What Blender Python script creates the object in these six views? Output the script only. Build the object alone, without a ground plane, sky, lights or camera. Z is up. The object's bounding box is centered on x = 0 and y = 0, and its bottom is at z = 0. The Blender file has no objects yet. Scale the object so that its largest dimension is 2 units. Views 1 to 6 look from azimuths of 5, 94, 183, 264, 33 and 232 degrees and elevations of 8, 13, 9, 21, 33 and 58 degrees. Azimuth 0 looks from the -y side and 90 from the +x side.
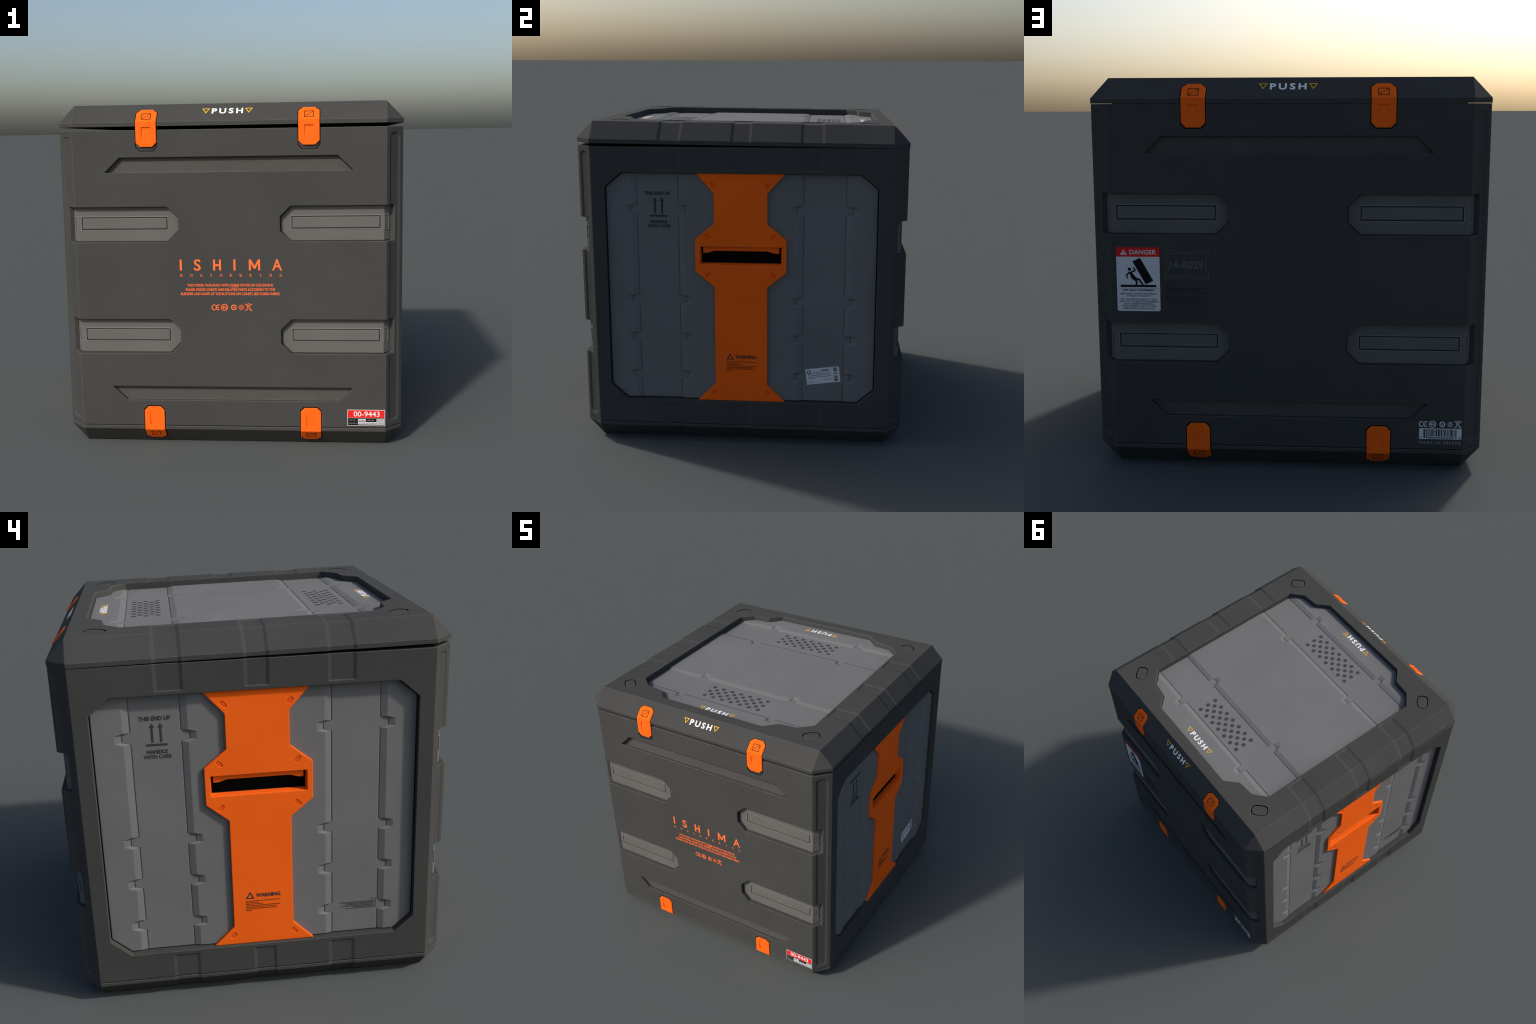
# Armoured cargo crate: dark composite shell, light inset panels, orange handle plates and latches.
import bpy, bmesh, math, random
from mathutils import Matrix, Vector

# ------------------------------------------------------------------ main sizes (metres)
W, D = 0.9885, 0.9930     # half width / half depth of the body
GROW = 0.0025             # the lid overhangs the body by this much
C = 0.0965                # edge chamfer
ZC = 1.9815               # crate height with the lid closed
ZM = 1.978                # features of the body mirror about half this height
BASE_TOP, LIP = 0.1190, 0.100
BODY_LO, BODY_HI = 0.1240, 1.8555
LID_LO = 1.8568
LID_TILT, LID_RISE = 0.0096, 0.0
PANEL_DEPTH, PLATE_DEPTH, TOP_DEPTH = 0.030, 0.0130, 0.0345
CORE_SHIFT = 0.0045       # panels and plates sit slightly towards +x in the frame
SHIFT_Y = 0.0003          # whole crate stands slightly towards +y
POCKET_DEPTH, TRAP_DEPTH = 0.029, 0.026
S2 = math.sqrt(0.5)

# ------------------------------------------------------------------ frames: (u, v, h) -> world
def frame(o, u, v, n):
    m = Matrix.Identity(4)
    for i, a in enumerate((u, v, n)):
        for r in range(3):
            m[r][i] = a[r]
    for r in range(3):
        m[r][3] = o[r]
    return m

FRONT = frame((0, -D, 0), (1, 0, 0), (0, 0, 1), (0, -1, 0))
BACK = frame((0, D, 0), (-1, 0, 0), (0, 0, 1), (0, 1, 0))
RIGHT = frame((W, 0, 0), (0, 1, 0), (0, 0, 1), (1, 0, 0))
LEFT = frame((-W, 0, 0), (0, -1, 0), (0, 0, 1), (-1, 0, 0))
TOP = frame((0, 0, ZC), (1, 0, 0), (0, 1, 0), (0, 0, 1))
TOP_FROM_BACK = frame((0, 0, ZC), (-1, 0, 0), (0, -1, 0), (0, 0, 1))
SY, SZ = C / math.hypot(C, LIP), LIP / math.hypot(C, LIP)      # direction up the chamfer
LID_SLOPE_FRONT = frame((0, -D - GROW, ZC - LIP), (1, 0, 0), (0, SY, SZ), (0, -SZ, SY))
LID_SLOPE_BACK = frame((0, D + GROW, ZC - LIP), (-1, 0, 0), (0, -SY, SZ), (0, SZ, SY))
BASE_SLOPE_FRONT = frame((0, -D, LIP), (1, 0, 0), (0, -SY, SZ), (0, -SZ, -SY))
BASE_SLOPE_BACK = frame((0, D, LIP), (-1, 0, 0), (0, SY, SZ), (0, SZ, -SY))
TURN = Matrix.Rotation(math.pi, 4, 'Z')
MIRROR_X = Matrix.Scale(-1, 4, (1, 0, 0))
FLIP_Z = Matrix.Translation((0, 0, ZC - .0015)) @ Matrix.Scale(-1, 4, (0, 0, 1))
LID_M = (Matrix.Translation((0, D, LID_LO + LID_RISE)) @ Matrix.Rotation(-LID_TILT, 4, 'X')
         @ Matrix.Translation((0, -D, -LID_LO)))

# ------------------------------------------------------------------ materials
def nodes_of(name):
    m = bpy.data.materials.new(name)
    m.use_nodes = True
    nt = m.node_tree
    return m, nt, nt.nodes["Principled BSDF"]

def surface(name, col, rough=0.8, edge_line=0.0, edge_line_col=None, grain=0.06, spot=0.0, spot_col=(0.03, 0.03, 0.03),
            bevel=0.0065, chips=None, spec=0.06, patch=0.06):
    """Painted plastic: soft patches, fine grain, lighter edge lines, a few dark specks."""
    m, nt, bs = nodes_of(name)
    N, L = nt.nodes, nt.links
    def node(t, **kw):
        n = N.new(t)
        for k, v in kw.items():
            setattr(n, k, v)
        return n
    def noise(scale, detail=3, rough=.5):
        n = node("ShaderNodeTexNoise")
        n.inputs["Scale"].default_value = scale
        n.inputs["Detail"].default_value = detail
        n.inputs["Roughness"].default_value = rough
        L.new(tc.outputs["Object"], n.inputs["Vector"])
        return n
    def rng(src, a, b, c, d):
        r = node("ShaderNodeMapRange")
        for i, v in enumerate((a, b, c, d)):
            r.inputs[i + 1].default_value = v
        L.new(src, r.inputs[0])
        return r.outputs[0]
    def mixc(fac, a, b):
        x = node("ShaderNodeMix", data_type='RGBA')
        for i, v in ((0, fac), (6, a), (7, b)):
            if hasattr(v, "links"):
                L.new(v, x.inputs[i])
            else:
                x.inputs[i].default_value = v if i == 0 else (*v, 1)
        return x.outputs[2]
    def mul(a, b):
        x = node("ShaderNodeMath", operation='MULTIPLY')
        for i, v in ((0, a), (1, b)):
            if hasattr(v, "links"):
                L.new(v, x.inputs[i])
            else:
                x.inputs[i].default_value = v
        return x.outputs[0]
    tc = node("ShaderNodeTexCoord")
    base = mixc(rng(noise(2.3, 3).outputs["Fac"], .3, .7, 0, 1),
                tuple(c * (1 - patch) for c in col), tuple(c * (1 + patch) for c in col))
    g = noise(170, 2)
    out = mixc(rng(g.outputs["Fac"], .3, .7, 0, 1), base, base)
    hs = node("ShaderNodeHueSaturation")
    L.new(base, hs.inputs["Color"])
    L.new(rng(g.outputs["Fac"], .25, .75, 1 - grain, 1 + grain), hs.inputs["Value"])
    out = hs.outputs["Color"]
    if spot:
        s = noise(38, 1)
        s2 = noise(6, 2)
        out = mixc(mul(mul(rng(s.outputs["Fac"], .755, .78, 0, 1), rng(s2.outputs["Fac"], .50, .58, 0, 1)), spot), out, spot_col)
    nrm = None
    if bevel:
        bv = node("ShaderNodeBevel", samples=6)
        bv.inputs["Radius"].default_value = bevel
        geo = node("ShaderNodeNewGeometry")
        dot = node("ShaderNodeVectorMath", operation='DOT_PRODUCT')
        L.new(bv.outputs[0], dot.inputs[0])
        L.new(geo.outputs["True Normal"], dot.inputs[1])
        edge = rng(dot.outputs["Value"], .992, .95, 0, 1)
        if edge_line:
            w = rng(noise(9, 4, .6).outputs["Fac"], .3, .62, .35, 1)
            out = mixc(mul(mul(edge, w), edge_line), out, edge_line_col or tuple(min(1, c * 1.8) for c in col))
        if chips:
            ch = rng(noise(26, 4, .65).outputs["Fac"], .57, .62, 0, 1)
            ch2 = rng(noise(3.1, 2).outputs["Fac"], .5, .58, 0, 1)
            out = mixc(mul(mul(mul(edge, ch), ch2), .8), out, chips)
        nrm = bv.outputs[0]
    bp = node("ShaderNodeBump")
    bp.inputs["Strength"].default_value = 0.10
    bp.inputs["Distance"].default_value = 0.002
    L.new(noise(120, 3).outputs["Fac"], bp.inputs["Height"])
    if nrm:
        L.new(nrm, bp.inputs["Normal"])
    L.new(bp.outputs[0], bs.inputs["Normal"])
    L.new(out, bs.inputs["Base Color"])
    bs.inputs["Roughness"].default_value = rough
    bs.inputs["Specular IOR Level"].default_value = spec
    return m

DARK = (0.0572, 0.0570, 0.0552)
M_SHELL = surface("dark_shell", DARK, 0.9, edge_line=.85, edge_line_col=(.118, .116, .113), spot=.0)
M_TRAP = surface("dark_recess", (0.080, 0.078, 0.074), 0.9, edge_line=.2, edge_line_col=(.14, .135, .13), grain=.12)
M_PANEL = surface("light_panel", (0.158, 0.158, 0.159), 0.9, edge_line=.25, edge_line_col=(.21, .208, .205), spot=.35, grain=.05)
M_INSERT = surface("insert_grey", (0.124, 0.122, 0.117), 0.9, edge_line=.3, edge_line_col=(.20, .196, .188), grain=.06)
M_LIP = surface("insert_lip", (0.180, 0.177, 0.171), 0.9, bevel=0)
M_ORANGE = surface("orange_plate", (0.92, 0.131, 0.0105), 0.9, edge_line=.35, edge_line_col=(1.0, .21, .02), spot=.35,
                   spot_col=(.32, .14, .02), grain=.03, chips=(.42, .38, .40), patch=.05)
M_LATCH = surface("orange_latch", (0.95, 0.134, 0.0110), 0.9, edge_line=.4, edge_line_col=(1, .22, .025), spot=.35,
                  spot_col=(.5, .20, .04), grain=.03, bevel=.003, patch=.04)
M_RIVET = surface("orange_stud", (0.90, 0.095, 0.008), 0.8, bevel=.002)
M_BLACK = surface("black_depth_shade", (0.006, 0.005, 0.005), 0.9, bevel=0, spec=.1)  # near-zero colour paints deep shade inside the slot and under the lid
M_GROOVE_SHADE = surface("groove_shade_dark", (0.014, 0.014, 0.015), 0.9, bevel=0)  # darkened to give the shadow outline round latches and corner pads
M_HOLE = surface("vent_black", (0.05, 0.05, 0.05), 0.7, bevel=0, spec=.2)

def ink(name, col, rough=.75):
    return surface(name, col, rough, grain=.03, bevel=0, patch=.03)

I_ORANGE = ink("print_orange", (0.95, 0.17, 0.045))
I_WHITE = ink("print_white", (0.85, 0.85, 0.85))
I_YELLOW = ink("print_yellow", (0.75, 0.42, 0.03))
I_DARK = ink("print_dark", (0.045, 0.045, 0.045))
I_BROWN = ink("print_brown", (0.19, 0.045, 0.012))
I_LINE = ink("latch_line", (0.10, 0.022, 0.006))
I_BLACK = ink("label_black", (0.012, 0.012, 0.012))
I_RED = ink("label_red", (0.70, 0.022, 0.018))
I_PAPER = ink("label_white", (0.62, 0.62, 0.65))
I_GREYTEXT = ink("label_grey_text", (0.20, 0.20, 0.21))
I_MIDGREY = ink("print_grey", (0.30, 0.30, 0.32))
I_GHOST = ink("print_faint", (0.115, 0.115, 0.12))
I_SHADOW = ink("print_shadow", (0.042, 0.040, 0.038))

# ------------------------------------------------------------------ mesh helpers
class Builder:
    def __init__(self, mats):
        self.bm = bmesh.new()
        self.mats = list(mats)
    def mi(self, m):
        if m not in self.mats:
            self.mats.append(m)
        return self.mats.index(m)
    def poly(self, pts, h0, h1, fr=None, mat=None, pts_top=None):
        """Prism over a 2D outline; pts_top lets the outer end differ from the inner one."""
        fr = fr or Matrix.Identity(4)
        k = self.mi(mat) if mat else 0
        a = [self.bm.verts.new(fr @ Vector((x, y, h0))) for x, y in pts]
        b = [self.bm.verts.new(fr @ Vector((x, y, h1))) for x, y in (pts_top or pts)]
        n = len(a)
        fs = [self.bm.faces.new(a[::-1]), self.bm.faces.new(b)]
        fs += [self.bm.faces.new((a[i], a[(i + 1) % n], b[(i + 1) % n], b[i])) for i in range(n)]
        for f in fs:
            f.material_index = k
        return fs
    def box(self, u0, u1, v0, v1, h0, h1, fr=None, mat=None):
        return self.poly([(u0, v0), (u1, v0), (u1, v1), (u0, v1)], h0, h1, fr, mat)
    def ring(self, outer, inner, h0, h1, fr, mat):
        n = len(outer)
        for i in range(n):
            j = (i + 1) % n
            self.poly([outer[i], outer[j], inner[j], inner[i]], h0, h1, fr, mat)
    def stack(self, rings, mat=None):
        """Loft through closed 3D rings with equal point counts, capped."""
        k = self.mi(mat) if mat else 0
        vs = [[self.bm.verts.new(p) for p in r] for r in rings]
        n = len(rings[0])
        fs = [self.bm.faces.new(vs[0][::-1]), self.bm.faces.new(vs[-1])]
        for a, b in zip(vs, vs[1:]):
            fs += [self.bm.faces.new((a[i], a[(i + 1) % n], b[(i + 1) % n], b[i])) for i in range(n)]
        for f in fs:
            f.material_index = k
        return fs
    def transform(self, m):
        bmesh.ops.transform(self.bm, matrix=m, verts=self.bm.verts[:])
    def absorb(self, mesh, m, mat):
        k = self.mi(mat)
        n0 = len(self.bm.faces)
        v0 = len(self.bm.verts)
        self.bm.from_mesh(mesh)
        self.bm.verts.ensure_lookup_table(); self.bm.faces.ensure_lookup_table()
        bmesh.ops.transform(self.bm, matrix=m, verts=self.bm.verts[v0:])
        for f in self.bm.faces[n0:]:
            f.material_index = k
    def mesh(self, name, weld=1e-5):
        if weld:
            bmesh.ops.remove_doubles(self.bm, verts=self.bm.verts[:], dist=weld)
            bmesh.ops.dissolve_degenerate(self.bm, edges=self.bm.edges[:], dist=weld)
        bmesh.ops.recalc_face_normals(self.bm, faces=self.bm.faces[:])
        me = bpy.data.meshes.new(name)
        self.bm.to_mesh(me)
        self.bm.free()
        for m in self.mats:
            me.materials.append(m)
        return me

COLL = bpy.context.scene.collection
def put(name, me, parent, m=None):
    ob = bpy.data.objects.new(name, me)
    COLL.objects.link(ob)
    ob.parent = parent
    if m is not None:
        ob.matrix_local = m
    return ob

def carve(me, cutters):
    """Subtract each cutter mesh in turn, return the applied mesh."""
    for cut in cutters:
        a = bpy.data.objects.new("work", me)
        b = bpy.data.objects.new("cutter", cut)
        COLL.objects.link(a); COLL.objects.link(b)
        md = a.modifiers.new("cut", 'BOOLEAN')
        md.operation, md.object, md.solver = 'DIFFERENCE', b, 'EXACT'
        dg = bpy.context.evaluated_depsgraph_get()
        new = bpy.data.meshes.new_from_object(a.evaluated_get(dg))
        new.name = me.name
        bpy.data.objects.remove(a); bpy.data.objects.remove(b)
        me = new
    return me

def octo(z, inset=0.0, c=C):      # negative inset grows the outline
    w, d = W - inset, D - inset
    c = c - inset * (2 - math.sqrt(2))
    return [Vector((x, y, z)) for x, y in ((w - c, -d), (w, -d + c), (w, d - c), (w - c, d),
                                           (-w + c, d), (-w, d - c), (-w, -d + c), (-w + c, -d))]

def rect(z, inset):
    w, d = W - inset, D - inset
    return [Vector((x, y, z)) for x, y in ((w, -d), (w, -d), (w, d), (w, d), (-w, d), (-w, d), (-w, -d), (-w, -d))]

def mirror_pts(right):
    """Close an outline given as its right half, listed bottom to top."""
    return right + [(-x, y) for x, y in right[::-1]]

# ------------------------------------------------------------------ lettering
def text_mesh(s, bold=0.0, shear=0.0, spacing=1.0):
    cu = bpy.data.curves.new("lettering", 'FONT')
    cu.body = s
    cu.size = 1.0
    cu.offset = bold
    cu.shear = shear
    cu.space_character = spacing
    cu.extrude = 0.5
    cu.resolution_u = 3
    ob = bpy.data.objects.new("lettering", cu)
    COLL.objects.link(ob)
    dg = bpy.context.evaluated_depsgraph_get()
    me = bpy.data.meshes.new_from_object(ob.evaluated_get(dg))
    bpy.data.objects.remove(ob)
    return me

INK_H = 0.0014
def write(bd, s, u0, u1, v0, v1, fr, mat, bold=0.0, shear=0.0, spacing=1.0, h=INK_H, turn=0.0):
    """Set a line of lettering into the given box on a face."""
    me = text_mesh(s, bold, shear, spacing)
    xs = [v.co.x for v in me.vertices]; ys = [v.co.y for v in me.vertices]
    sx = (u1 - u0) / (max(xs) - min(xs)); sy = (v1 - v0) / (max(ys) - min(ys))
    m = (fr @ Matrix.Translation((u0 - min(xs) * sx, v0 - min(ys) * sy, h * .5))
         @ Matrix.Diagonal((sx, sy, h, 1)))
    bd.absorb(me, m, mat)
    bpy.data.meshes.remove(me)

def fine_print(bd, u0, u1, v, hgt, fr, mat, rnd, h=INK_H):
    """A line too small to read: word-length dashes."""
    u = u0
    while u < u1 - hgt:
        w = min(rnd.uniform(1.6, 5.5) * hgt, u1 - u)
        bd.box(u, u + w, v, v + hgt, 0, h, fr, mat)
        u += w + hgt * .8

def disc_pts(u, v, r, n=20, ry=None, p=2.0, turn=0.0):
    out = []
    for i in range(n):
        a = 2 * math.pi * i / n
        c, s = math.cos(a), math.sin(a)
        x = math.copysign(abs(c) ** (2 / p), c) * r
        y = math.copysign(abs(s) ** (2 / p), s) * (ry or r)
        out.append((u + x * math.cos(turn) - y * math.sin(turn), v + x * math.sin(turn) + y * math.cos(turn)))
    return out

def bar(bd, a, b, w, h0, h1, fr, mat):
    d = Vector(b) - Vector(a)
    n = Vector((-d.y, d.x)).normalized() * w * .5
    a, b = Vector(a), Vector(b)
    bd.poly([tuple(p) for p in (a - n, b - n, b + n, a + n)], h0, h1, fr, mat)

def arc_stroke(bd, u, v, r, w, a0, a1, fr, mat, n=14, h=INK_H):
    for i in range(n):
        p, q = (math.radians(a0 + (a1 - a0) * k / n) for k in (i, i + 1))
        bd.poly([(u + math.cos(t) * k, v + math.sin(t) * k) for t, k in ((p, r - w / 2), (p, r + w / 2), (q, r + w / 2), (q, r - w / 2))],
                0, h, fr, mat)

def triangle(u, v, r, up=True):
    s = 1 if up else -1
    return [(u - r * .866 * s, v - .5 * r * s), (u + r * .866 * s, v - .5 * r * s), (u, v + r * s)]

def approval_marks(bd, u0, u1, v, fr, mat):
    """Row of conformity symbols: two open letters, three round seals, a crossed-out bin."""
    k = (u1 - u0) / 0.238
    for x in (.0165, .0405):
        arc_stroke(bd, u0 + x * k, v, .0140 * k, .0055 * k, 62, 298, fr, mat)
    bd.box(u0 + .0290 * k, u0 + .0420 * k, v - .0025 * k, v + .0025 * k, 0, INK_H, fr, mat)
    c = u0 + .0755 * k
    arc_stroke(bd, c, v, .0185 * k, .0045 * k, 0, 360, fr, mat, 20)
    bd.poly([(c - .010 * k, v - .009 * k), (c + .002 * k, v - .004 * k), (c - .001 * k, v + .011 * k), (c - .012 * k, v + .004 * k)], 0, INK_H, fr, mat)
    bar(bd, (c + .001 * k, v - .002 * k), (c + .011 * k, v - .010 * k), .004 * k, 0, INK_H, fr, mat)
    arc_stroke(bd, c + .004 * k, v, .008 * k, .003 * k, -40, 80, fr, mat, 8)
    c = u0 + .130 * k
    arc_stroke(bd, c, v, .0135 * k, .006 * k, 0, 360, fr, mat, 20)
    bd.poly(disc_pts(c, v, .0045 * k, 10), 0, INK_H, fr, mat)
    c = u0 + .173 * k
    for i in range(7):
        a = i * 2 * math.pi / 7
        arc_stroke(bd, c + math.cos(a) * .009 * k, v + math.sin(a) * .009 * k, .005 * k, .003 * k, 0, 360, fr, mat, 8)
    c = u0 + .216 * k
    bar(bd, (c - .021 * k, v - .021 * k), (c + .021 * k, v + .021 * k), .004 * k, 0, INK_H, fr, mat)
    bar(bd, (c - .021 * k, v + .021 * k), (c + .021 * k, v - .021 * k), .004 * k, 0, INK_H, fr, mat)
    arc_stroke(bd, c, v + .012 * k, .009 * k, .004 * k, 0, 180, fr, mat, 8)
    bar(bd, (c - .012 * k, v + .010 * k), (c + .012 * k, v + .010 * k), .004 * k, 0, INK_H, fr, mat)
    bd.poly(disc_pts(c + .008 * k, v - .014 * k, .005 * k, 8), 0, INK_H, fr, mat)
    bar(bd, (c - .010 * k, v + .008 * k), (c - .007 * k, v - .016 * k), .003 * k, 0, INK_H, fr, mat)

# ------------------------------------------------------------------ cutters shared by several parts
EPS = 0.25      # how far cutters stick out of the surface

def pocket(bd, zc, floor, outer, zh, end, mat=None, cap=None):
    """Hand pocket at a front corner: runs along the face, round the chamfer, hexagonal inner end."""
    p0 = Vector((W - C - .4142 * floor, -D + floor))
    p1 = Vector((0.913, -0.9205))
    shift = (0.033 - floor)
    p1 = p1 + Vector((S2, -S2)) * shift
    if outer is None:            # cutter: open to the outside
        q1 = p1 + Vector((.031, -.0155)) * 6
        plan = [(end, -D - EPS), (end, -D + floor), tuple(p0), tuple(p1), tuple(q1), (q1.x, -D - EPS)]
        plan = [plan[0], plan[1], plan[2], plan[3], plan[4], plan[5]]
    else:                        # thin insert lying on the floor
        f2 = floor - outer
        r0 = Vector((W - C - .4142 * f2, -D + f2))
        r1 = p1 + Vector((S2, -S2)) * outer
        plan = [(end, -D + f2), (end, -D + floor), tuple(p0), tuple(p1), tuple(r1), tuple(r0)]
    tmp = bmesh.new()
    a = [tmp.verts.new((x, y, zc - zh)) for x, y in plan]
    b = [tmp.verts.new((x, y, zc + zh)) for x, y in plan]
    n = len(plan)
    tmp.faces.new(a[::-1]); tmp.faces.new(b)
    for i in range(n):
        tmp.faces.new((a[i], a[(i + 1) % n], b[(i + 1) % n], b[i]))
    for s in (1, -1):
        co = Vector((end, -D, zc + s * (zh - .0605)))
        no = Vector((-1, 0, s * 1.02)).normalized()
        r = bmesh.ops.bisect_plane(tmp, geom=tmp.verts[:] + tmp.edges[:] + tmp.faces[:], plane_co=co, plane_no=no, clear_outer=True)
        bmesh.ops.edgeloop_fill(tmp, edges=[e for e in r["geom_cut"] if isinstance(e, bmesh.types.BMEdge)])
    me = bpy.data.meshes.new("tmp"); tmp.to_mesh(me); tmp.free()
    bd.absorb(me, Matrix.Identity(4), mat or bd.mats[0])
    bpy.data.meshes.remove(me)

def channel(bd, fr, a, b, slope, v0, v1, notches, depth, notch_half, reach, crease=None):
    """Shallow channel with sloped flanks and flared notches, running along v between u=a and u=b."""
    top, low = [], []
    up = 0.02
    k = (depth + up) / depth
    sl = slope * k
    def side(edge, sgn, order):
        t, l = [], []
        inner = edge - sgn * slope
        t.append((inner + sgn * sl, v0)); l.append((inner, v0))
        for nv in notches:
            for dv, r in ((-notch_half, 0), (-notch_half * .62, reach), (notch_half * .62, reach), (notch_half, 0)):
                t.append((inner + sgn * (sl + r), nv + dv * 1.12))
                l.append((inner + sgn * r, nv + dv * .85))
        t.append((inner + sgn * sl, v1)); l.append((inner, v1))
        return (t[::order], l[::order])
    t1, l1 = side(b, 1, 1)
    t2, l2 = side(a, -1, -1)
    if crease is not None:       # thin groove cut to draw the baked dark line at the flank foot
        for l, k in ((l1, -1), (l2, 1)):
            crease.poly(l + [(x + k * .0040, y) for x, y in l[::-1]], -depth - .0028, .004, fr)
    bd.poly(l1 + l2, -depth, up, fr, None, t1 + t2)

def grip(bd, path, half, depth=0.0050, slope=0.016, start_slope=True):
    """Shallow band wrapping over an edge: trapezoid swept along a path in the x-z plane (outer points, normals)."""
    rings = []
    for (p, n), yc in path:
        p, n = Vector(p), Vector(n)
        o = p + n * 0.03
        i = p - n * depth
        k = slope * .03 / depth
        rings.append([Vector((o.x, yc - half - k, o.y)), Vector((o.x, yc + half + k, o.y)),
                      Vector((i.x, yc + half - slope, i.y)), Vector((i.x, yc - half + slope, i.y))])
    bd.stack(rings)

GRIPS = ((-.424, .071), (.003, .062), (.424, .071))

# ------------------------------------------------------------------ shell: body
crate = bpy.data.objects.new("cargo_crate", None)
COLL.objects.link(crate)
crate["label"] = "dark grey sci-fi cargo crate with orange handle plates and latches"
crate["category"] = "storage crate"
crate.location = (0, SHIFT_Y, 0)

def body_mesh():
    SL = [M_SHELL, M_TRAP, M_INSERT, M_BLACK, M_GROOVE_SHADE]
    bd = Builder(SL)
    bd.stack([octo(.112, .014), octo(BODY_LO, .014), octo(BODY_LO), octo(BODY_HI)])
    me = bd.mesh("body_shell")
    # corner pockets
    c1 = Builder(SL)
    for zc in (1.317, ZM - 1.317):
        for m in (Matrix.Identity(4), MIRROR_X, TURN, TURN @ MIRROR_X):
            b = Builder(SL)
            pocket(b, zc, POCKET_DEPTH + .004, None, .1025, .292)
            b.transform(m)
            t = b.mesh("t"); c1.absorb(t, Matrix.Identity(4), M_SHELL)
    # long trapezoid recesses and side panel recesses
    c2 = Builder(SL)
    for fr in (FRONT, BACK):
        for pts in ([(-.709, 1.616), (.709, 1.616), (.622, 1.7015), (-.622, 1.7015)],
                    [(-.622, .2765), (.622, .2765), (.709, .3605), (-.709, .3605)]):
            fs = c2.poly(pts, -TRAP_DEPTH, EPS, fr)
            fs[0].material_index = 1
    for fr in (RIGHT, LEFT):
        c2.poly(mirror_pts([(.715, .277), (.819, .368), (.817, 1.615), (.715, 1.7025)]), -PANEL_DEPTH - .025, EPS, fr)
    for fr in (FRONT, BACK):
        for u in (-.461, .461):
            for f in (lambda z: z, lambda z: ZM - z):
                pts = [(u - .064, f(.09)), (u + .064, f(.09)), (u + .064, f(.220)), (u + .040, f(.244)), (u - .040, f(.244)), (u - .064, f(.220))]
                c2.poly(pts, -.007, EPS, fr, M_GROOVE_SHADE)
    # vertical grooves on the chamfers
    c3 = Builder(SL)
    for sx in (1, -1):
        for sy in (1, -1):
            n = Vector((sx * S2, sy * S2, 0))
            u = Vector((-sy * S2, sx * S2, 0)) * 1.0
            mid = Vector((sx * (W - C / 2), sy * (D - C / 2), 0))
            fr = frame(mid, u, (0, 0, 1), n)
            lo = [(-.018, .166), (.018, .166), (.030, .182), (.030, 1.798), (.018, 1.814), (-.018, 1.814), (-.030, 1.798), (-.030, .182)]
            hi = [(-.029, .152), (.029, .152), (.047, .174), (.047, 1.806), (.029, 1.828), (-.029, 1.828), (-.047, 1.806), (-.047, .174)]
            c3.poly(lo, -.006, .002, fr, None, hi)
    # grip bands and the handle cavity on the sides
    c4 = Builder(SL)
    for s in (1, -1):
        for yc, hw in GRIPS:
            b = Builder(SL)
            grip(b, [(((W, 1.722), (1, 0)), yc), (((W, 1.95), (1, 0)), yc)], hw)
            grip(b, [(((W, .02), (1, 0)), yc), (((W, .256), (1, 0)), yc)], hw)
            if s < 0:
                b.transform(TURN)
            t = b.mesh("t"); c4.absorb(t, Matrix.Identity(4), M_SHELL)
        fr = RIGHT if s > 0 else LEFT
        c4.box(-.256, .256, 1.138, 1.269, -.20, -.02, fr, M_BLACK)
    c5 = Builder(SL)
    c5.stack([octo(1.70, .05), octo(1.95, .05)], M_BLACK)
    return carve(me, [c1.mesh("c1"), c2.mesh("c2"), c3.mesh("c3"), c4.mesh("c4"), c5.mesh("c5")])

body = put("body_shell", body_mesh(), crate)
light_block = Builder([M_BLACK])
light_block.box(-.86, .86, D - .045, D - .012, BODY_HI - .01, LID_LO + .0012)  # black bar modelled to keep the rear lid gap dark against daylight
put("gap_light_block", light_block.mesh("gap_light_block"), crate)

# ------------------------------------------------------------------ base rim
def base_mesh():
    bd = Builder([M_SHELL, M_GROOVE_SHADE])
    bd.stack([rect(0, C - .003), octo(LIP), octo(BASE_TOP)])
    me = bd.mesh("base_rim")
    c1, c2 = Builder([M_SHELL, M_GROOVE_SHADE]), Builder([M_SHELL, M_GROOVE_SHADE])
    for s in (1, -1):
        for yc, hw in GRIPS:
            b = Builder([M_SHELL, M_GROOVE_SHADE])
            k = math.tan(math.pi / 8)
            grip(b, [(((W - C - .04, -.04), (S2, -S2)), yc), (((W, LIP), (1, -k)), yc), (((W, .15), (1, 0)), yc)], hw, .0035, .013)
            if s < 0:
                b.transform(TURN)
            t = b.mesh("t"); c1.absorb(t, Matrix.Identity(4), M_SHELL)
    for fr, sl in ((FRONT, BASE_SLOPE_FRONT), (BACK, BASE_SLOPE_BACK)):
        for u in (-.461, .461):
            c1.box(u - .064, u + .064, .06, .15, -.007, .02, fr, M_GROOVE_SHADE)
            c2.poly([(u - .064, .05), (u - .064, -.072), (u - .040, -.096), (u + .040, -.096), (u + .064, -.072), (u + .064, .05)], -.007, .2, sl, M_GROOVE_SHADE)
    return carve(me, [c1.mesh("c1"), c2.mesh("c2")])

put("base_rim", base_mesh(), crate)

# ------------------------------------------------------------------ lid
LID_OUTLINE = [(.712, -.640), (.712, .640), (.622, .722), (.493, .735), (.410, .818)]
def lid_opening():
    right = [(.410, -.818), (.493, -.735), (.622, -.722)] + LID_OUTLINE
    return mirror_pts(right)

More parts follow.
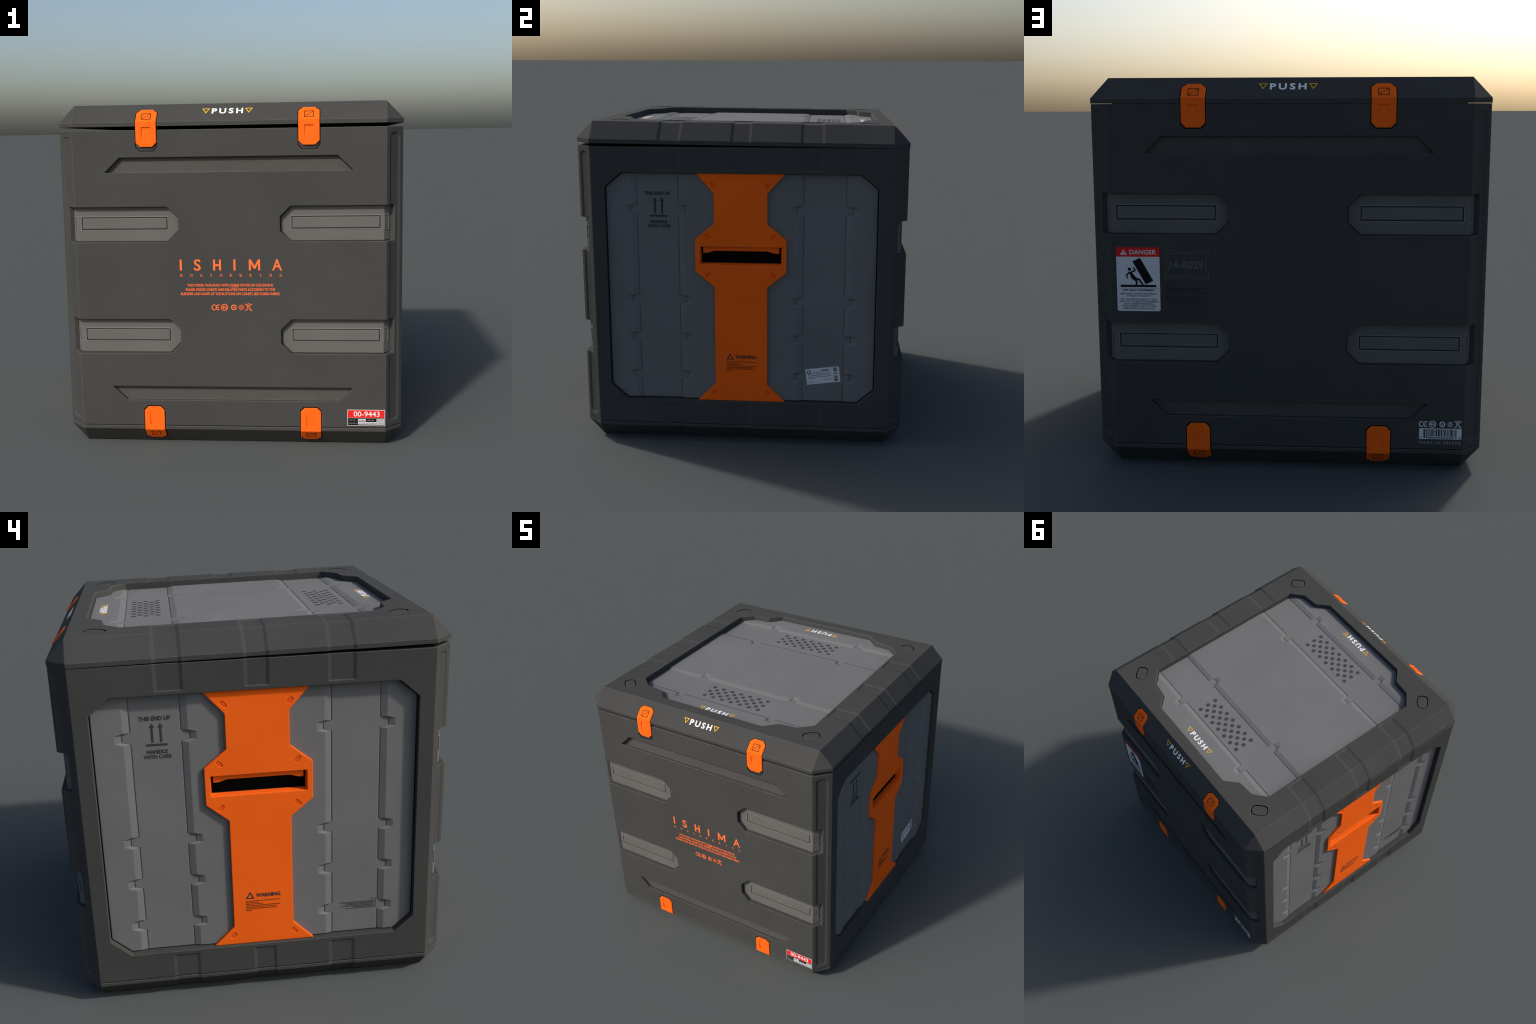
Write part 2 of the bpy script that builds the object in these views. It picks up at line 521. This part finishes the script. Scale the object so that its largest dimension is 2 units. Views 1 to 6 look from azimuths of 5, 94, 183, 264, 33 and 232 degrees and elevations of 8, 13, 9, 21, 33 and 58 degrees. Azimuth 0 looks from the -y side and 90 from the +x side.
def lid_mesh():
    bd = Builder([M_SHELL, M_GROOVE_SHADE])
    bd.stack([octo(LID_LO, -GROW), octo(ZC - LIP, -GROW), rect(ZC, C - GROW)])
    me = bd.mesh("lid")
    c1, c2 = Builder([M_SHELL, M_GROOVE_SHADE]), Builder([M_SHELL, M_GROOVE_SHADE])
    c1.poly(lid_opening(), -TOP_DEPTH - .020, .1, TOP)
    for sx in (1, -1):
        for sy in (1, -1):
            c1.poly(disc_pts(sx * .757, sy * .760, .059, 28, .042, 3.2, -sx * sy * math.pi / 4), -.009, .1, TOP, M_GROOVE_SHADE)
    for s in (1, -1):
        for yc, hw in GRIPS:
            b = Builder([M_SHELL, M_GROOVE_SHADE])
            k = math.tan(math.pi / 8)
            grip(b, [(((.727, ZC), (-.5, 1)), yc), (((W - C + GROW, ZC), (k, 1)), yc), (((W + GROW, ZC - LIP), (1, k)), yc), (((W + GROW, 1.8), (1, 0)), yc)], hw)
            if s < 0:
                b.transform(TURN)
            t = b.mesh("t"); c2.absorb(t, Matrix.Identity(4), M_SHELL)
    for fr, sl in ((FRONT, LID_SLOPE_FRONT), (BACK, LID_SLOPE_BACK)):
        for u in (-.461, .461):
            c2.box(u - .064, u + .064, ZC - .15, ZC - .06, -.004 + GROW, .02, fr, M_GROOVE_SHADE)
            c1.poly([(u - .064, -.05), (u + .064, -.05), (u + .064, .072), (u + .040, .096), (u - .040, .096), (u - .064, .072)], -.005, .2, sl, M_GROOVE_SHADE)
    return carve(me, [c1.mesh("c1"), c2.mesh("c2")])

lid = put("lid", lid_mesh(), crate, LID_M)

def inset_poly(pts, k):
    cx = sum(p[0] for p in pts) / len(pts); cy = sum(p[1] for p in pts) / len(pts)
    out = []
    n = len(pts)
    for i in range(n):
        p0, p1, p2 = Vector(pts[i - 1]), Vector(pts[i]), Vector(pts[(i + 1) % n])
        a, b = (p1 - p0).normalized(), (p2 - p1).normalized()
        na, nb = Vector((-a.y, a.x)), Vector((-b.y, b.x))
        m = (na + nb)
        m = m / max(.2, m.dot(na))
        out.append(tuple(p1 + m * k))
    return out

CH_A, CH_B, CH_SLOPE, CH_DEPTH = .342, .662, .033, .0100
def lid_panel_mesh():
    bd = Builder([M_PANEL, M_HOLE])
    bd.poly(inset_poly(lid_opening(), .004), -TOP_DEPTH - .0196, -TOP_DEPTH, TOP)
    me = bd.mesh("lid_panel")
    c1, c2 = Builder([M_PANEL, M_HOLE]), Builder([M_PANEL, M_HOLE])
    side = frame((0, 0, ZC - TOP_DEPTH), (0, 1, 0), (-1, 0, 0), (0, 0, 1))
    for a, b in ((CH_A, CH_B), (-CH_B, -CH_A)):
        channel(c1, side, a, b, CH_SLOPE, -.9, .9, (-.381, .381), CH_DEPTH * .8, .036, .042, c2)
    return carve(me, [c1.mesh("c1"), c2.mesh("c2")])

put("lid_panel", lid_panel_mesh(), lid)

def vent_mesh():
    bd = Builder([M_HOLE])
    floor = frame((0, 0, ZC - TOP_DEPTH - CH_DEPTH * .8), (1, 0, 0), (0, 1, 0), (0, 0, 1))
    for i in range(13):
        for j in ((-2, 0, 2) if i % 2 == 0 else (-1, 1)):
            bd.poly(disc_pts(-.2265 + i * .03775, j * .0335, .0150, 18), -.002, .0012, floor)
    return bd.mesh("vent_holes")

vent = vent_mesh()
for s in (1, -1):
    o = put("vent_hole_grid", vent, lid, Matrix.Translation((0, s * .512, 0)))
    o["kind"] = "stuff"

pad = Builder([M_SHELL])
pad.poly(disc_pts(0, 0, .0535, 28, .0365, 3.2), -.010, -.0020, Matrix.Translation((0, 0, ZC)), None, disc_pts(0, 0, .0515, 28, .0345, 3.2))
pad = pad.mesh("corner_pad")
for sx in (1, -1):
    for sy in (1, -1):
        put("corner_pad", pad, lid, Matrix.Translation((sx * .757, sy * .760, 0)) @ Matrix.Rotation(-sx * sy * math.pi / 4, 4, 'Z'))

# ------------------------------------------------------------------ side panels, handle plates
def side_panel_mesh():
    bd = Builder([M_PANEL, M_BLACK])
    outline = inset_poly(mirror_pts([(.715, .277), (.819, .368), (.817, 1.615), (.715, 1.7025)]), .006)
    bd.poly(outline, -PANEL_DEPTH - .018, -PANEL_DEPTH)
    me = bd.mesh("side_panel")
    c1, c2, c3 = Builder([M_PANEL, M_BLACK]), Builder([M_PANEL, M_BLACK]), Builder([M_PANEL, M_BLACK])
    floor = Matrix.Translation((0, 0, -PANEL_DEPTH))
    for a, b in ((CH_A, CH_B), (-CH_B, -CH_A)):
        channel(c1, floor, a, b, CH_SLOPE, .1, 1.9, (.432, .678, .917, 1.478), CH_DEPTH, .034, .042, c3)
    c2.box(-.256, .256, 1.138, 1.269, -.2, .1)
    return carve(me, [c1.mesh("c1"), c3.mesh("c3"), c2.mesh("c2")])

PLATE = [(.268, .279), (.160, .386), (.160, 1.009), (.275, 1.104), (.275, 1.305), (.160, 1.398), (.160, 1.583), (.264, 1.7005)]
STUDS = ((.165, 1.632), (.198, 1.322), (.198, 1.084), (.165, .333))
SLOT = (-.247, .247, 1.148, 1.259)
def plate_mesh():
    bd = Builder([M_ORANGE])
    bd.poly(mirror_pts(PLATE), -PANEL_DEPTH - .002, -PLATE_DEPTH)
    me = bd.mesh("handle_plate")
    c = Builder([M_ORANGE])
    u0, u1, v0, v1 = SLOT
    c.poly([(u0 + .006, v0 + .006), (u1 - .006, v0 + .006), (u1 - .006, v1 - .006), (u0 + .006, v1 - .006)], -.1, -PLATE_DEPTH + .001, None, None,
           [(u0, v0), (u1, v0), (u1, v1), (u0, v1)])
    for u, v in STUDS:
        for sg in (1, -1):
            ang = math.radians(47) * sg * (1 if v > 1.2 else -1)
            c.poly(disc_pts(sg * u, v, .0175, 20, .0085, 3.5, ang), -PLATE_DEPTH - .0040, -PLATE_DEPTH + .004, None, None,
                   disc_pts(sg * u, v, .0205, 20, .0115, 3.5, ang))
    return carve(me, [c.mesh("c")])

def well_mesh():
    """Open box lining behind the handle slot: orange walls, inner part and back blackened for depth."""
    bd = Builder([M_ORANGE, M_BLACK])
    u0, u1, v0, v1 = (SLOT[0] + .004, SLOT[1] - .004, SLOT[2] + .004, SLOT[3] - .004)
    t = .004
    z0, z1 = -.105, -PANEL_DEPTH - .0025
    zm = -.060                       # orange at the mouth; walls beyond painted black for the slot's occlusion
    for a, b, m in ((zm, z1, M_ORANGE), (z0, zm, M_BLACK)):
        bd.box(u0 - t, u1 + t, v0 - t, v0, a, b, None, m)
        bd.box(u0 - t, u1 + t, v1, v1 + t, a, b, None, m)
        bd.box(u0 - t, u0, v0, v1, a, b, None, m)
        bd.box(u1, u1 + t, v0, v1, a, b, None, m)
    bd.box(u0, u1, v0, v1, z0 - .004, z0, None, M_BLACK)
    return bd.mesh("handle_well", weld=0)

def handle_mesh():
    bd = Builder([M_ORANGE])
    half = [(.160, 1.2265), (.205, 1.2135), (.232, 1.2135), (.232, 1.2545)]
    bd.poly(mirror_pts(half), -.046, -.030, None, None, mirror_pts([(.160, 1.2325), (.207, 1.2195), (.230, 1.2195), (.230, 1.2545)]))
    return bd.mesh("handle_bar")

def stud_mesh():
    bd = Builder([M_RIVET])
    bd.poly(disc_pts(0, 0, .0165, 20, .0075, 3.5), -.0042, -.0012, None, None, disc_pts(0, 0, .0145, 20, .0055, 3.5))
    return bd.mesh("plate_stud")

panel_me, plate_me, well_me, handle_me, stud_me = side_panel_mesh(), plate_mesh(), well_mesh(), handle_mesh(), stud_mesh()

def side_print():
    """Handling instructions stencilled on the panel channel."""
    rnd = random.Random(4)
    bd = Builder([I_DARK])
    fr = Matrix.Translation((0, 0, -PANEL_DEPTH - CH_DEPTH - .0003))
    write(bd, "THIS END UP", -.582, -.424, 1.565, 1.587, fr, I_DARK, .035)
    for u in (-.519, -.476):
        bd.box(u - .0055, u + .0055, 1.452, 1.530, 0, INK_H, fr)
        bd.poly([(u - .0135, 1.528), (u + .0135, 1.528), (u, 1.552)], 0, INK_H, fr)
    bd.box(-.552, -.446, 1.4335, 1.4445, 0, INK_H, fr)
    write(bd, "HANDLE", -.552, -.447, 1.393, 1.413, fr, I_DARK, .04)
    write(bd, "WITH CARE", -.568, -.430, 1.367, 1.387, fr, I_DARK, .03)
    return bd.mesh("handling_print", 0)

def warning_print():
    rnd = random.Random(7)
    bd = Builder([I_DARK, I_BROWN])
    fr = Matrix.Translation((0, 0, -PLATE_DEPTH - .0003))
    bd.ring(triangle(-.069, .562, .027), triangle(-.069, .562, .0155), 0, INK_H, fr, I_DARK)
    write(bd, "WARNING", -.037, .093, .555, .578, fr, I_DARK, .03)
    for i, w in enumerate((1, .36, .5, 1, .88, .95, .17)):
        fine_print(bd, -.092, -.092 + .184 * w, .532 - i * .0092, .0042, fr, I_BROWN, rnd)
    return bd.mesh("warning_print", 0)

hp, wp = side_print(), warning_print()
CORE = Matrix.Translation((CORE_SHIFT, 0, 0))
for fr in (CORE @ RIGHT, CORE @ LEFT):
    sp = put("side_panel", panel_me, crate, fr)
    put("handling_print", hp, sp)
    pl = put("handle_plate", plate_me, crate, fr)
    put("handle_well", well_me, pl)
    put("handle_bar", handle_me, pl)
    put("warning_print", wp, pl)
    for u, v in STUDS:
        for s in (1, -1):
            ang = math.radians(47) * s * (1 if v > 1.2 else -1)
            put("plate_stud", stud_me, pl, Matrix.Translation((s * u, v, -PLATE_DEPTH)) @ Matrix.Rotation(ang, 4, 'Z'))

# ------------------------------------------------------------------ pocket inserts
def insert_mesh(mirror):
    bd = Builder([M_INSERT])
    pocket(bd, 0, POCKET_DEPTH + .004, .004, .0995, .296)
    me = bd.mesh("pocket_insert")
    c = Builder([M_INSERT])
    fr = frame((0, -D + POCKET_DEPTH, 0), (1, 0, 0), (0, 0, 1), (0, -1, 0))
    def recess(u0, u1, v0, v1, f, k=.0060):
        """Narrow groove frame around a rectangle."""
        o = [(u0, v0), (u1, v0), (u1, v1), (u0, v1)]
        i = [(u0 + k, v0 + k), (u1 - k, v0 + k), (u1 - k, v1 - k), (u0 + k, v1 - k)]
        vs = [[c.bm.verts.new(f @ Vector((x, y, h))) for x, y in p] for p, h in ((o, .002), (o, -.0034), (i, -.0034), (i, .002))]
        for a, b in ((0, 1), (1, 2), (2, 3), (3, 0)):
            for j in range(4):
                c.bm.faces.new((vs[a][j], vs[a][(j + 1) % 4], vs[b][(j + 1) % 4], vs[b][j]))
    recess(.357, .861, -.032, .042, fr)
    p0 = Vector((W - C - .4142 * POCKET_DEPTH, -D + POCKET_DEPTH, 0))
    fc = frame(p0, (S2, S2, 0), (0, 0, 1), (S2, -S2, 0))
    recess(.007, .036, -.034, .044, fc)
    cm = c.mesh("c")
    me = carve(me, [cm])
    b2 = Builder([M_INSERT, M_LIP])
    b2.bm.from_mesh(me)
    for f, u0, u1, v0, v1 in ((fr, .357, .861, -.032, .042), (fc, .007, .036, -.034, .044)):
        o = [(u0 - .004, v0 - .004), (u1 + .004, v0 - .004), (u1 + .004, v1 + .004), (u0 - .004, v1 + .004)]
        b2.ring(o, [(u0, v0), (u1, v0), (u1, v1), (u0, v1)], -.001, .0009, f, M_LIP)
    me = b2.mesh("pocket_insert", 0)
    if mirror:
        me.transform(MIRROR_X); me.flip_normals()
    return me

ins = [insert_mesh(False), insert_mesh(True)]
for zc in (1.317, ZM - 1.317):
    for r in (Matrix.Identity(4), TURN):
        for me in ins:
            put("pocket_insert", me, crate, r @ Matrix.Translation((0, 0, zc)))

# ------------------------------------------------------------------ latches
def latch_mesh(top):
    """Strap latch over the seam, built for the lid edge (mirrored down for the base edge)."""
    bd = Builder([M_LATCH, I_LINE])
    w, c = .0595, .023
    k = math.tan(math.pi / 8)
    h0, h1 = -.0035, .0042
    def at(s, h):       # s: distance from the bend, negative down the wall, positive up the slope
        zb = ZC - LIP
        d = D + GROW
        if s == 0:
            return (-d - h, zb + h * k)
        if s < 0:
            return (-d - h, zb + s)
        return (-d + s * SY - h * SZ, zb + s * SZ + h * SY)
    stations = [(-.140, w - c), (-.140 + c, w), (0, w), (.092 - c, w), (.092, w - c)]
    rings = []
    for s, hw in stations:
        y0, z0 = at(s, h0); y1, z1 = at(s, h1); y2, z2 = at(s, h1 - .003)
        e = .0035
        rings.append([Vector((-hw, y0, z0)), Vector((hw, y0, z0)), Vector((hw, y2, z2)), Vector((hw - e, y1, z1)), Vector((-hw + e, y1, z1)), Vector((-hw, y2, z2))])
    bd.stack(rings)
    me = bd.mesh("latch")
    cb = Builder([M_LATCH, I_LINE])
    zt, zl = ZC - LIP - .030, ZC - LIP - .118
    y = -D - GROW - h1
    cb.stack([[Vector((s * .0265, *p)) for p in ((y - .01, zt), (y + .0062, zt), (y - .0003, zl), (y - .01, zl))] for s in (-1, 1)])
    me = carve(me, [cb.mesh("c")])
    b2 = Builder([M_LATCH, I_LINE])
    b2.bm.from_mesh(me)
    sl = LID_SLOPE_FRONT @ Matrix.Translation((0, 0, h1 - .0004))
    u0, u1, v0, v1, t = -.027, .027, .014, .062, .0042
    for bx in ((u0, u1, v0, v0 + t), (u0, u1, v1 - t, v1), (u0, u0 + t, v0 + t, v1 - t), (u1 - t, u1, v0 + t, v1 - t)):
        b2.box(*bx, 0, .0012, sl, I_LINE)
    if top:
        bar(b2, (u0 + t, v0 + t), (u1 - t, v1 - t), .0030, 0, .0012, sl, I_LINE)
    else:
        bar(b2, (u0 + t, v1 - t), (u1 - t, v0 + t), .0030, 0, .0012, sl, I_LINE)
        b2.transform(FLIP_Z)
    return b2.mesh("latch", 0)

latch_top, latch_low = latch_mesh(True), latch_mesh(False)
seat = Builder([M_SHELL])
seat.poly([(-.036, 1.7385), (.036, 1.7385), (.0585, 1.761), (.0585, 1.83), (-.0585, 1.83), (-.0585, 1.761)], -.009, -.0065 + .0025)
seat = seat.mesh("latch_seat")
for fr in (FRONT, BACK):
    for u in (-.461, .461):
        put("latch_seat", seat, crate, fr @ Matrix.Translation((u, 0, 0)))
for r in (Matrix.Identity(4), TURN):
    for u in (-.461, .461):
        put("latch", latch_top, crate, LID_M @ r @ Matrix.Translation((u, 0, 0)))
        put("latch", latch_low, crate, r @ Matrix.Translation((u, 0, 0)))

# ------------------------------------------------------------------ printing and labels
def push_print(fr, vc):
    bd = Builder([I_WHITE, I_YELLOW])
    write(bd, "PUSH", -.089, .089, vc - .0215, vc + .0215, fr, I_WHITE, .03, spacing=1.4)
    for u in (-.122, .122):
        bd.ring(triangle(u, vc + .007, .0260, False), triangle(u, vc + .007, .0165, False), 0, INK_H, fr, I_YELLOW)
    return bd.mesh("push_print", 0)

down = Matrix.Translation((0, 0, -.0003))
for fr, vc, dz in ((LID_SLOPE_FRONT, .077, 0), (LID_SLOPE_BACK, .077, 0), (TOP, -.752, -TOP_DEPTH), (TOP_FROM_BACK, -.752, -TOP_DEPTH)):
    put("push_print", push_print(fr @ Matrix.Translation((0, 0, dz - .0003)), vc), lid)

def maker_print():
    bd = Builder([I_ORANGE])
    fr = FRONT @ down
    # wide-set name: every letter has its own place
    v0, v1 = 1.050, 1.114
    for u in (-.282, .029):
        bd.box(u - .0060, u + .0060, v0, v1, 0, INK_H, fr)
    for ch, u, w in (("S", -.186, .041), ("A", .2735, .056)):
        write(bd, ch, u - w / 2, u + w / 2, v0 - .001, v1 + .001, fr, I_ORANGE, .013)
    for u in (-.0885, -.0545, .1175, .1705):
        bd.box(u - .0058, u + .0058, v0, v1, 0, INK_H, fr)
    bd.box(-.0827, -.0603, 1.0755, 1.0865, 0, INK_H * .98, fr)
    for sg in (1, -1):
        bd.poly([(.144 + sg * x, y) for x, y in ((.0207, v1), (.0262, v1), (.0262, v1 - .012), (.0050, v0 + .010), (0, v0 + .010), (0, v0 + .026))], 0, INK_H * .96, fr)
    for i, ch in enumerate("ENGINEERING"):
        u = -.279 + i * .0573
        w = .0035 if ch == "I" else .013
        write(bd, ch, u - w / 2, u + w / 2, 1.014, 1.030, fr, I_ORANGE)
    for s, half, v in (("THIS MODEL WAS BUILD WITH THREE STATES OF COLOSUSUS.", .249, .9565),
                       ("PLEASE ORDER CONSTI AND RELATED PARTS ACCORDIN TO THE", .258, .931),
                       ("BLENDER AND SHAPE OF THE BUTTONS ON CONSTI. SEE CHARD INSIDE.", .2865, .906)):
        write(bd, s, .002 - half, .002 + half, v, v + .0155, fr, I_ORANGE, .02)
    bd.box(-.003, .048, .9525, .9545, 0, INK_H, fr)
    approval_marks(bd, -.109, .129, .8345, fr, I_ORANGE)
    return bd.mesh("maker_print", 0)

put("maker_print", maker_print(), crate)

def number_label():
    rnd = random.Random(3)
    bd = Builder([I_WHITE, I_RED, I_BLACK])
    fr = FRONT @ down
    u0, u1, v0, v1 = .672, .889, .1345, .2305
    bd.box(u0, u1, v0, v1, 0, .0012, fr, I_PAPER)
    bd.box(u0 + .003, u1 - .003, .182, v1 - .003, 0, .0020, fr, I_RED)
    bd.box(u0 + .003, u1 - .003, v0 + .003, .180, 0, .0020, fr, I_BLACK)
    write(bd, "00-9443", .708, .858, .190, .221, fr, I_WHITE, .005, h=.0028)
    for a, b, v, hgt in ((.733, .779, .161, .014), (.840, .884, .161, .014), (.733, .884, .143, .014)):
        bd.box(a, b, v, v + hgt, 0, .0026, fr, I_PAPER)
        fine_print(bd, a + .004, b - .003, v + .005, .004, fr, I_GREYTEXT, rnd, .0032)
    fine_print(bd, .683, .720, .166, .004, fr, I_GREYTEXT, rnd, .0026)
    fine_print(bd, .788, .832, .166, .004, fr, I_GREYTEXT, rnd, .0026)
    fine_print(bd, .681, .727, .148, .004, fr, I_GREYTEXT, rnd, .0026)
    return bd.mesh("number_label", 0)

put("number_label", number_label(), crate)

def round_rect(u0, u1, v0, v1, r, n=5):
    out = []
    for cx, cy, a0 in ((u1 - r, v0 + r, -90), (u1 - r, v1 - r, 0), (u0 + r, v1 - r, 90), (u0 + r, v0 + r, 180)):
        out += [(cx + r * math.cos(math.radians(a0 + 90 * i / n)), cy + r * math.sin(math.radians(a0 + 90 * i / n))) for i in range(n + 1)]
    return out

def danger_label():
    bd = Builder([I_PAPER, I_RED, I_BLACK])
    fr = BACK @ down
    u0, u1, v0, v1 = -.861, -.642, .824, 1.1495
    bd.poly(round_rect(u0, u1, v0, v1, .010), 0, .0012, fr, I_PAPER)
    rr = round_rect(u0, u1, v1 - .047, v1, .010)
    rr = [(u0, v1 - .047), (u1, v1 - .047)] + rr[6:18]
    bd.poly(rr, 0, .0020, fr, I_RED)
    write(bd, "DANGER", u0 + .068, u1 - .016, v1 - .036, v1 - .012, fr, I_PAPER, .02, h=.0028)
    bd.poly(triangle(u0 + .038, v1 - .0285, .020), 0, .0026, fr, I_PAPER)
    bd.box(u0 + .036, u0 + .040, v1 - .028, v1 - .016, 0, .0032, fr, I_RED)
    bd.box(u0 + .036, u0 + .040, v1 - .036, v1 - .032, 0, .0032, fr, I_RED)
    h = .0024
    def P(x, y):          # pictogram space: 0..1 across, 0..1 up
        return (u0 + x * (u1 - u0), .953 + y * .145)
    def shape(pts):
        bd.poly([P(*p) for p in pts], 0, h, fr, I_BLACK)
    def limb(a, b, w):
        bar(bd, P(*a), P(*b), w, 0, h, fr, I_BLACK)
    bd.box(P(.09, 0)[0], P(.91, 0)[0], .948, .959, 0, h, fr, I_BLACK)
    shape([(.67, .06), (.845, .19), (.55, .99), (.375, .87)])
    bd.poly(disc_pts(*P(.30, .59), .0085, 14), 0, h, fr, I_BLACK)
    shape([(.285, .51), (.36, .47), (.455, .28), (.41, .20), (.345, .26)])
    limb((.34, .49), (.435, .55), .0075); limb((.435, .55), (.395, .66), .006)
    limb((.305, .49), (.225, .375), .0075); limb((.225, .375), (.255, .27), .006)
    limb((.43, .27), (.53, .22), .010); limb((.52, .23), (.605, .045), .0085)
    limb((.425, .24), (.46, .15), .010); limb((.46, .17), (.455, .045), .0085)
    bd.box(u0 + .004, u1 - .004, .941, .9425, 0, .0018, fr, I_GREYTEXT)
    m = (u0 + u1) / 2
    for s, half, v, hg, mt in (("TOP HEAVY EQUIPMENT", .083, .926, .0105, I_BLACK), ("IMPROPER LIFTING CAN RESULT", .092, .909, .009, I_GREYTEXT),
                               ("IN INJURY OR DEATH", .060, .897, .009, I_GREYTEXT), ("LIFT AND MOVE CAREFULLY AND", .092, .880, .009, I_GREYTEXT),
                               ("ONLY WITH ADEQUATE EQUIPMENT", .098, .868, .009, I_GREYTEXT), ("AND TRAINED PERSONNEL.", .074, .857, .009, I_GREYTEXT),
                               ("THIS EQUIPMENT WILL TIP OVER", .089, .845, .009, I_GREYTEXT), ("EASILY UNTIL FIXED IN PLACE", .081, .8335, .009, I_GREYTEXT)):
        write(bd, s, m - half, m + half, v, v + hg, fr, mt, .02, h=.0022)
    return bd.mesh("danger_label", 0)

put("danger_label", danger_label(), crate)

def serial_print():
    rnd = random.Random(11)
    bd = Builder([I_GHOST, I_SHADOW])
    fr = BACK @ down
    u0, u1, v0, v1 = -.614, -.395, .991, 1.135
    bd.ring([(u0 + .013, v0 + .012), (u1 - .013, v0 + .012), (u1 - .013, v1 - .012), (u0 + .013, v1 - .012)],
            [(u0 + .016, v0 + .015), (u1 - .016, v0 + .015), (u1 - .016, v1 - .015), (u0 + .016, v1 - .015)], 0, INK_H, fr, I_GHOST)
    t = .003
    for sx in (0, 1):
        for sy in (0, 1):
            x = (u0, u1)[sx]; y = (v0, v1)[sy]
            dx = 1 - 2 * sx; dy = 1 - 2 * sy
            a, b = sorted((x, x + dx * .076)); c, d = sorted((y, y + dy * t))
            bd.box(a, b, c, d, 0, INK_H, fr, I_GHOST)
            a, b = sorted((x, x + dx * t)); c, d = sorted((y + dy * t, y + dy * .048))
            bd.box(a, b, c, d, 0, INK_H, fr, I_GHOST)
    write(bd, "14-R029", u0 + .022, u1 - .027, 1.043, 1.084, fr, I_GHOST, .03)
    fine_print(bd, u0, u0 + .043, .958, .004, fr, I_SHADOW, rnd)
    for i, w in enumerate((.92, .76, .97, 1, 0, .92, .76, .97, 1)):
        if w:
            fine_print(bd, u0, u0 + .22 * w, .942 - i * .0092, .0048, fr, I_SHADOW, rnd)
    fine_print(bd, u0 + .08, u1 - .012, .852, .004, fr, I_SHADOW, rnd)
    return bd.mesh("serial_print", 0)

put("serial_print", serial_print(), crate)

def barcode_label():
    rnd = random.Random(21)
    bd = Builder([I_PAPER, I_BLACK])
    fr = BACK @ down
    u0, u1 = .667, .880
    bd.box(u0, u1, .176, .2325, 0, .0012, fr, I_PAPER)
    u = u0 + .020
    while u < u1 - .024:
        w = rnd.choice((.0022, .0022, .0036, .0052))
        low = .182 if (u < u0 + .036 or u > u1 - .034) else .191
        bd.box(u, u + w, low, .2285, 0, .0020, fr, I_BLACK)
        u += w + rnd.choice((.0022, .0028, .0044))
    write(bd, "7", u0 + .007, u0 + .014, .180, .189, fr, I_BLACK, .02, h=.002)
    write(bd, "8052406309", u0 + .042, u1 - .038, .179, .188, fr, I_BLACK, .02, h=.002)
    write(bd, "9", u1 - .013, u1 - .006, .180, .189, fr, I_BLACK, .02, h=.002)
    write(bd, "MADE IN SELENE", u0, u1 - .002, .150, .164, fr, I_MIDGREY, .01, spacing=1.3)
    approval_marks(bd, u0 - .003, u1 + .001, .255, fr, I_PAPER)
    return bd.mesh("barcode_label", 0)

put("barcode_label", barcode_label(), crate)

def shipping_label():
    rnd = random.Random(31)
    bd = Builder([I_PAPER, I_GREYTEXT, I_DARK])
    fr = CORE @ RIGHT @ Matrix.Translation((.504, .450, -PANEL_DEPTH - CH_DEPTH - .0003)) @ Matrix.Rotation(math.radians(7.0), 4, 'Z')
    hw, hh = .104, .0505
    edge = []
    for i in range(13):
        edge.append((-hw + 2 * hw * i / 12, -hh + rnd.uniform(-.001, .001)))
    for i in range(13):
        edge.append((hw - 2 * hw * i / 12, hh + rnd.uniform(-.001, .001)))
    bd.poly(edge, 0, .0012, fr, I_PAPER)
    for i in range(24):
        a, b = (2 * math.pi * k / 24 for k in (i, i + 1))
        bd.poly([(-.084 + math.cos(t) * r, .029 + math.sin(t) * r) for t, r in ((a, .008), (a, .0125), (b, .0125), (b, .008))], 0, .0018, fr, I_DARK)
    for row, (a, b) in enumerate(((-.062, -.012), (-.092, .050), (-.092, .045), (-.092, .055), (-.092, -.050), (.0, .060), (-.092, -.052))):
        fine_print(bd, a, b, .024 - row * .0105, .004, fr, I_GREYTEXT, rnd, .0018)
    fine_print(bd, -.005, .038, .028, .011, fr, I_GREYTEXT, rnd, .0018)
    v = -.042
    while v < .042:
        w = rnd.choice((.0022, .0036, .005))
        if not (-.006 < v < -.001 or .010 < v < .015):
            bd.box(.068, .090, v, v + w, 0, .0018, fr, I_DARK)
        v += w + rnd.choice((.0018, .003))
    return bd.mesh("shipping_label", 0)

put("shipping_label", shipping_label(), crate)

def service_print():
    rnd = random.Random(41)
    bd = Builder([I_SHADOW])
    fr = CORE @ LEFT @ Matrix.Translation((0, 0, -PANEL_DEPTH - CH_DEPTH - .0003))
    bd.box(.6185, .6205, .417, .474, 0, INK_H, fr, I_DARK)
    fine_print(bd, .592, .612, .468, .004, fr, I_DARK, rnd)
    for i, w in enumerate((.98, .87, .8, .97, .6, .82)):
        fine_print(bd, .612 - .195 * w, .612, .456 - i * .0075, .0035, fr, I_DARK, rnd)
    return bd.mesh("service_print", 0)

put("service_print", service_print(), crate)
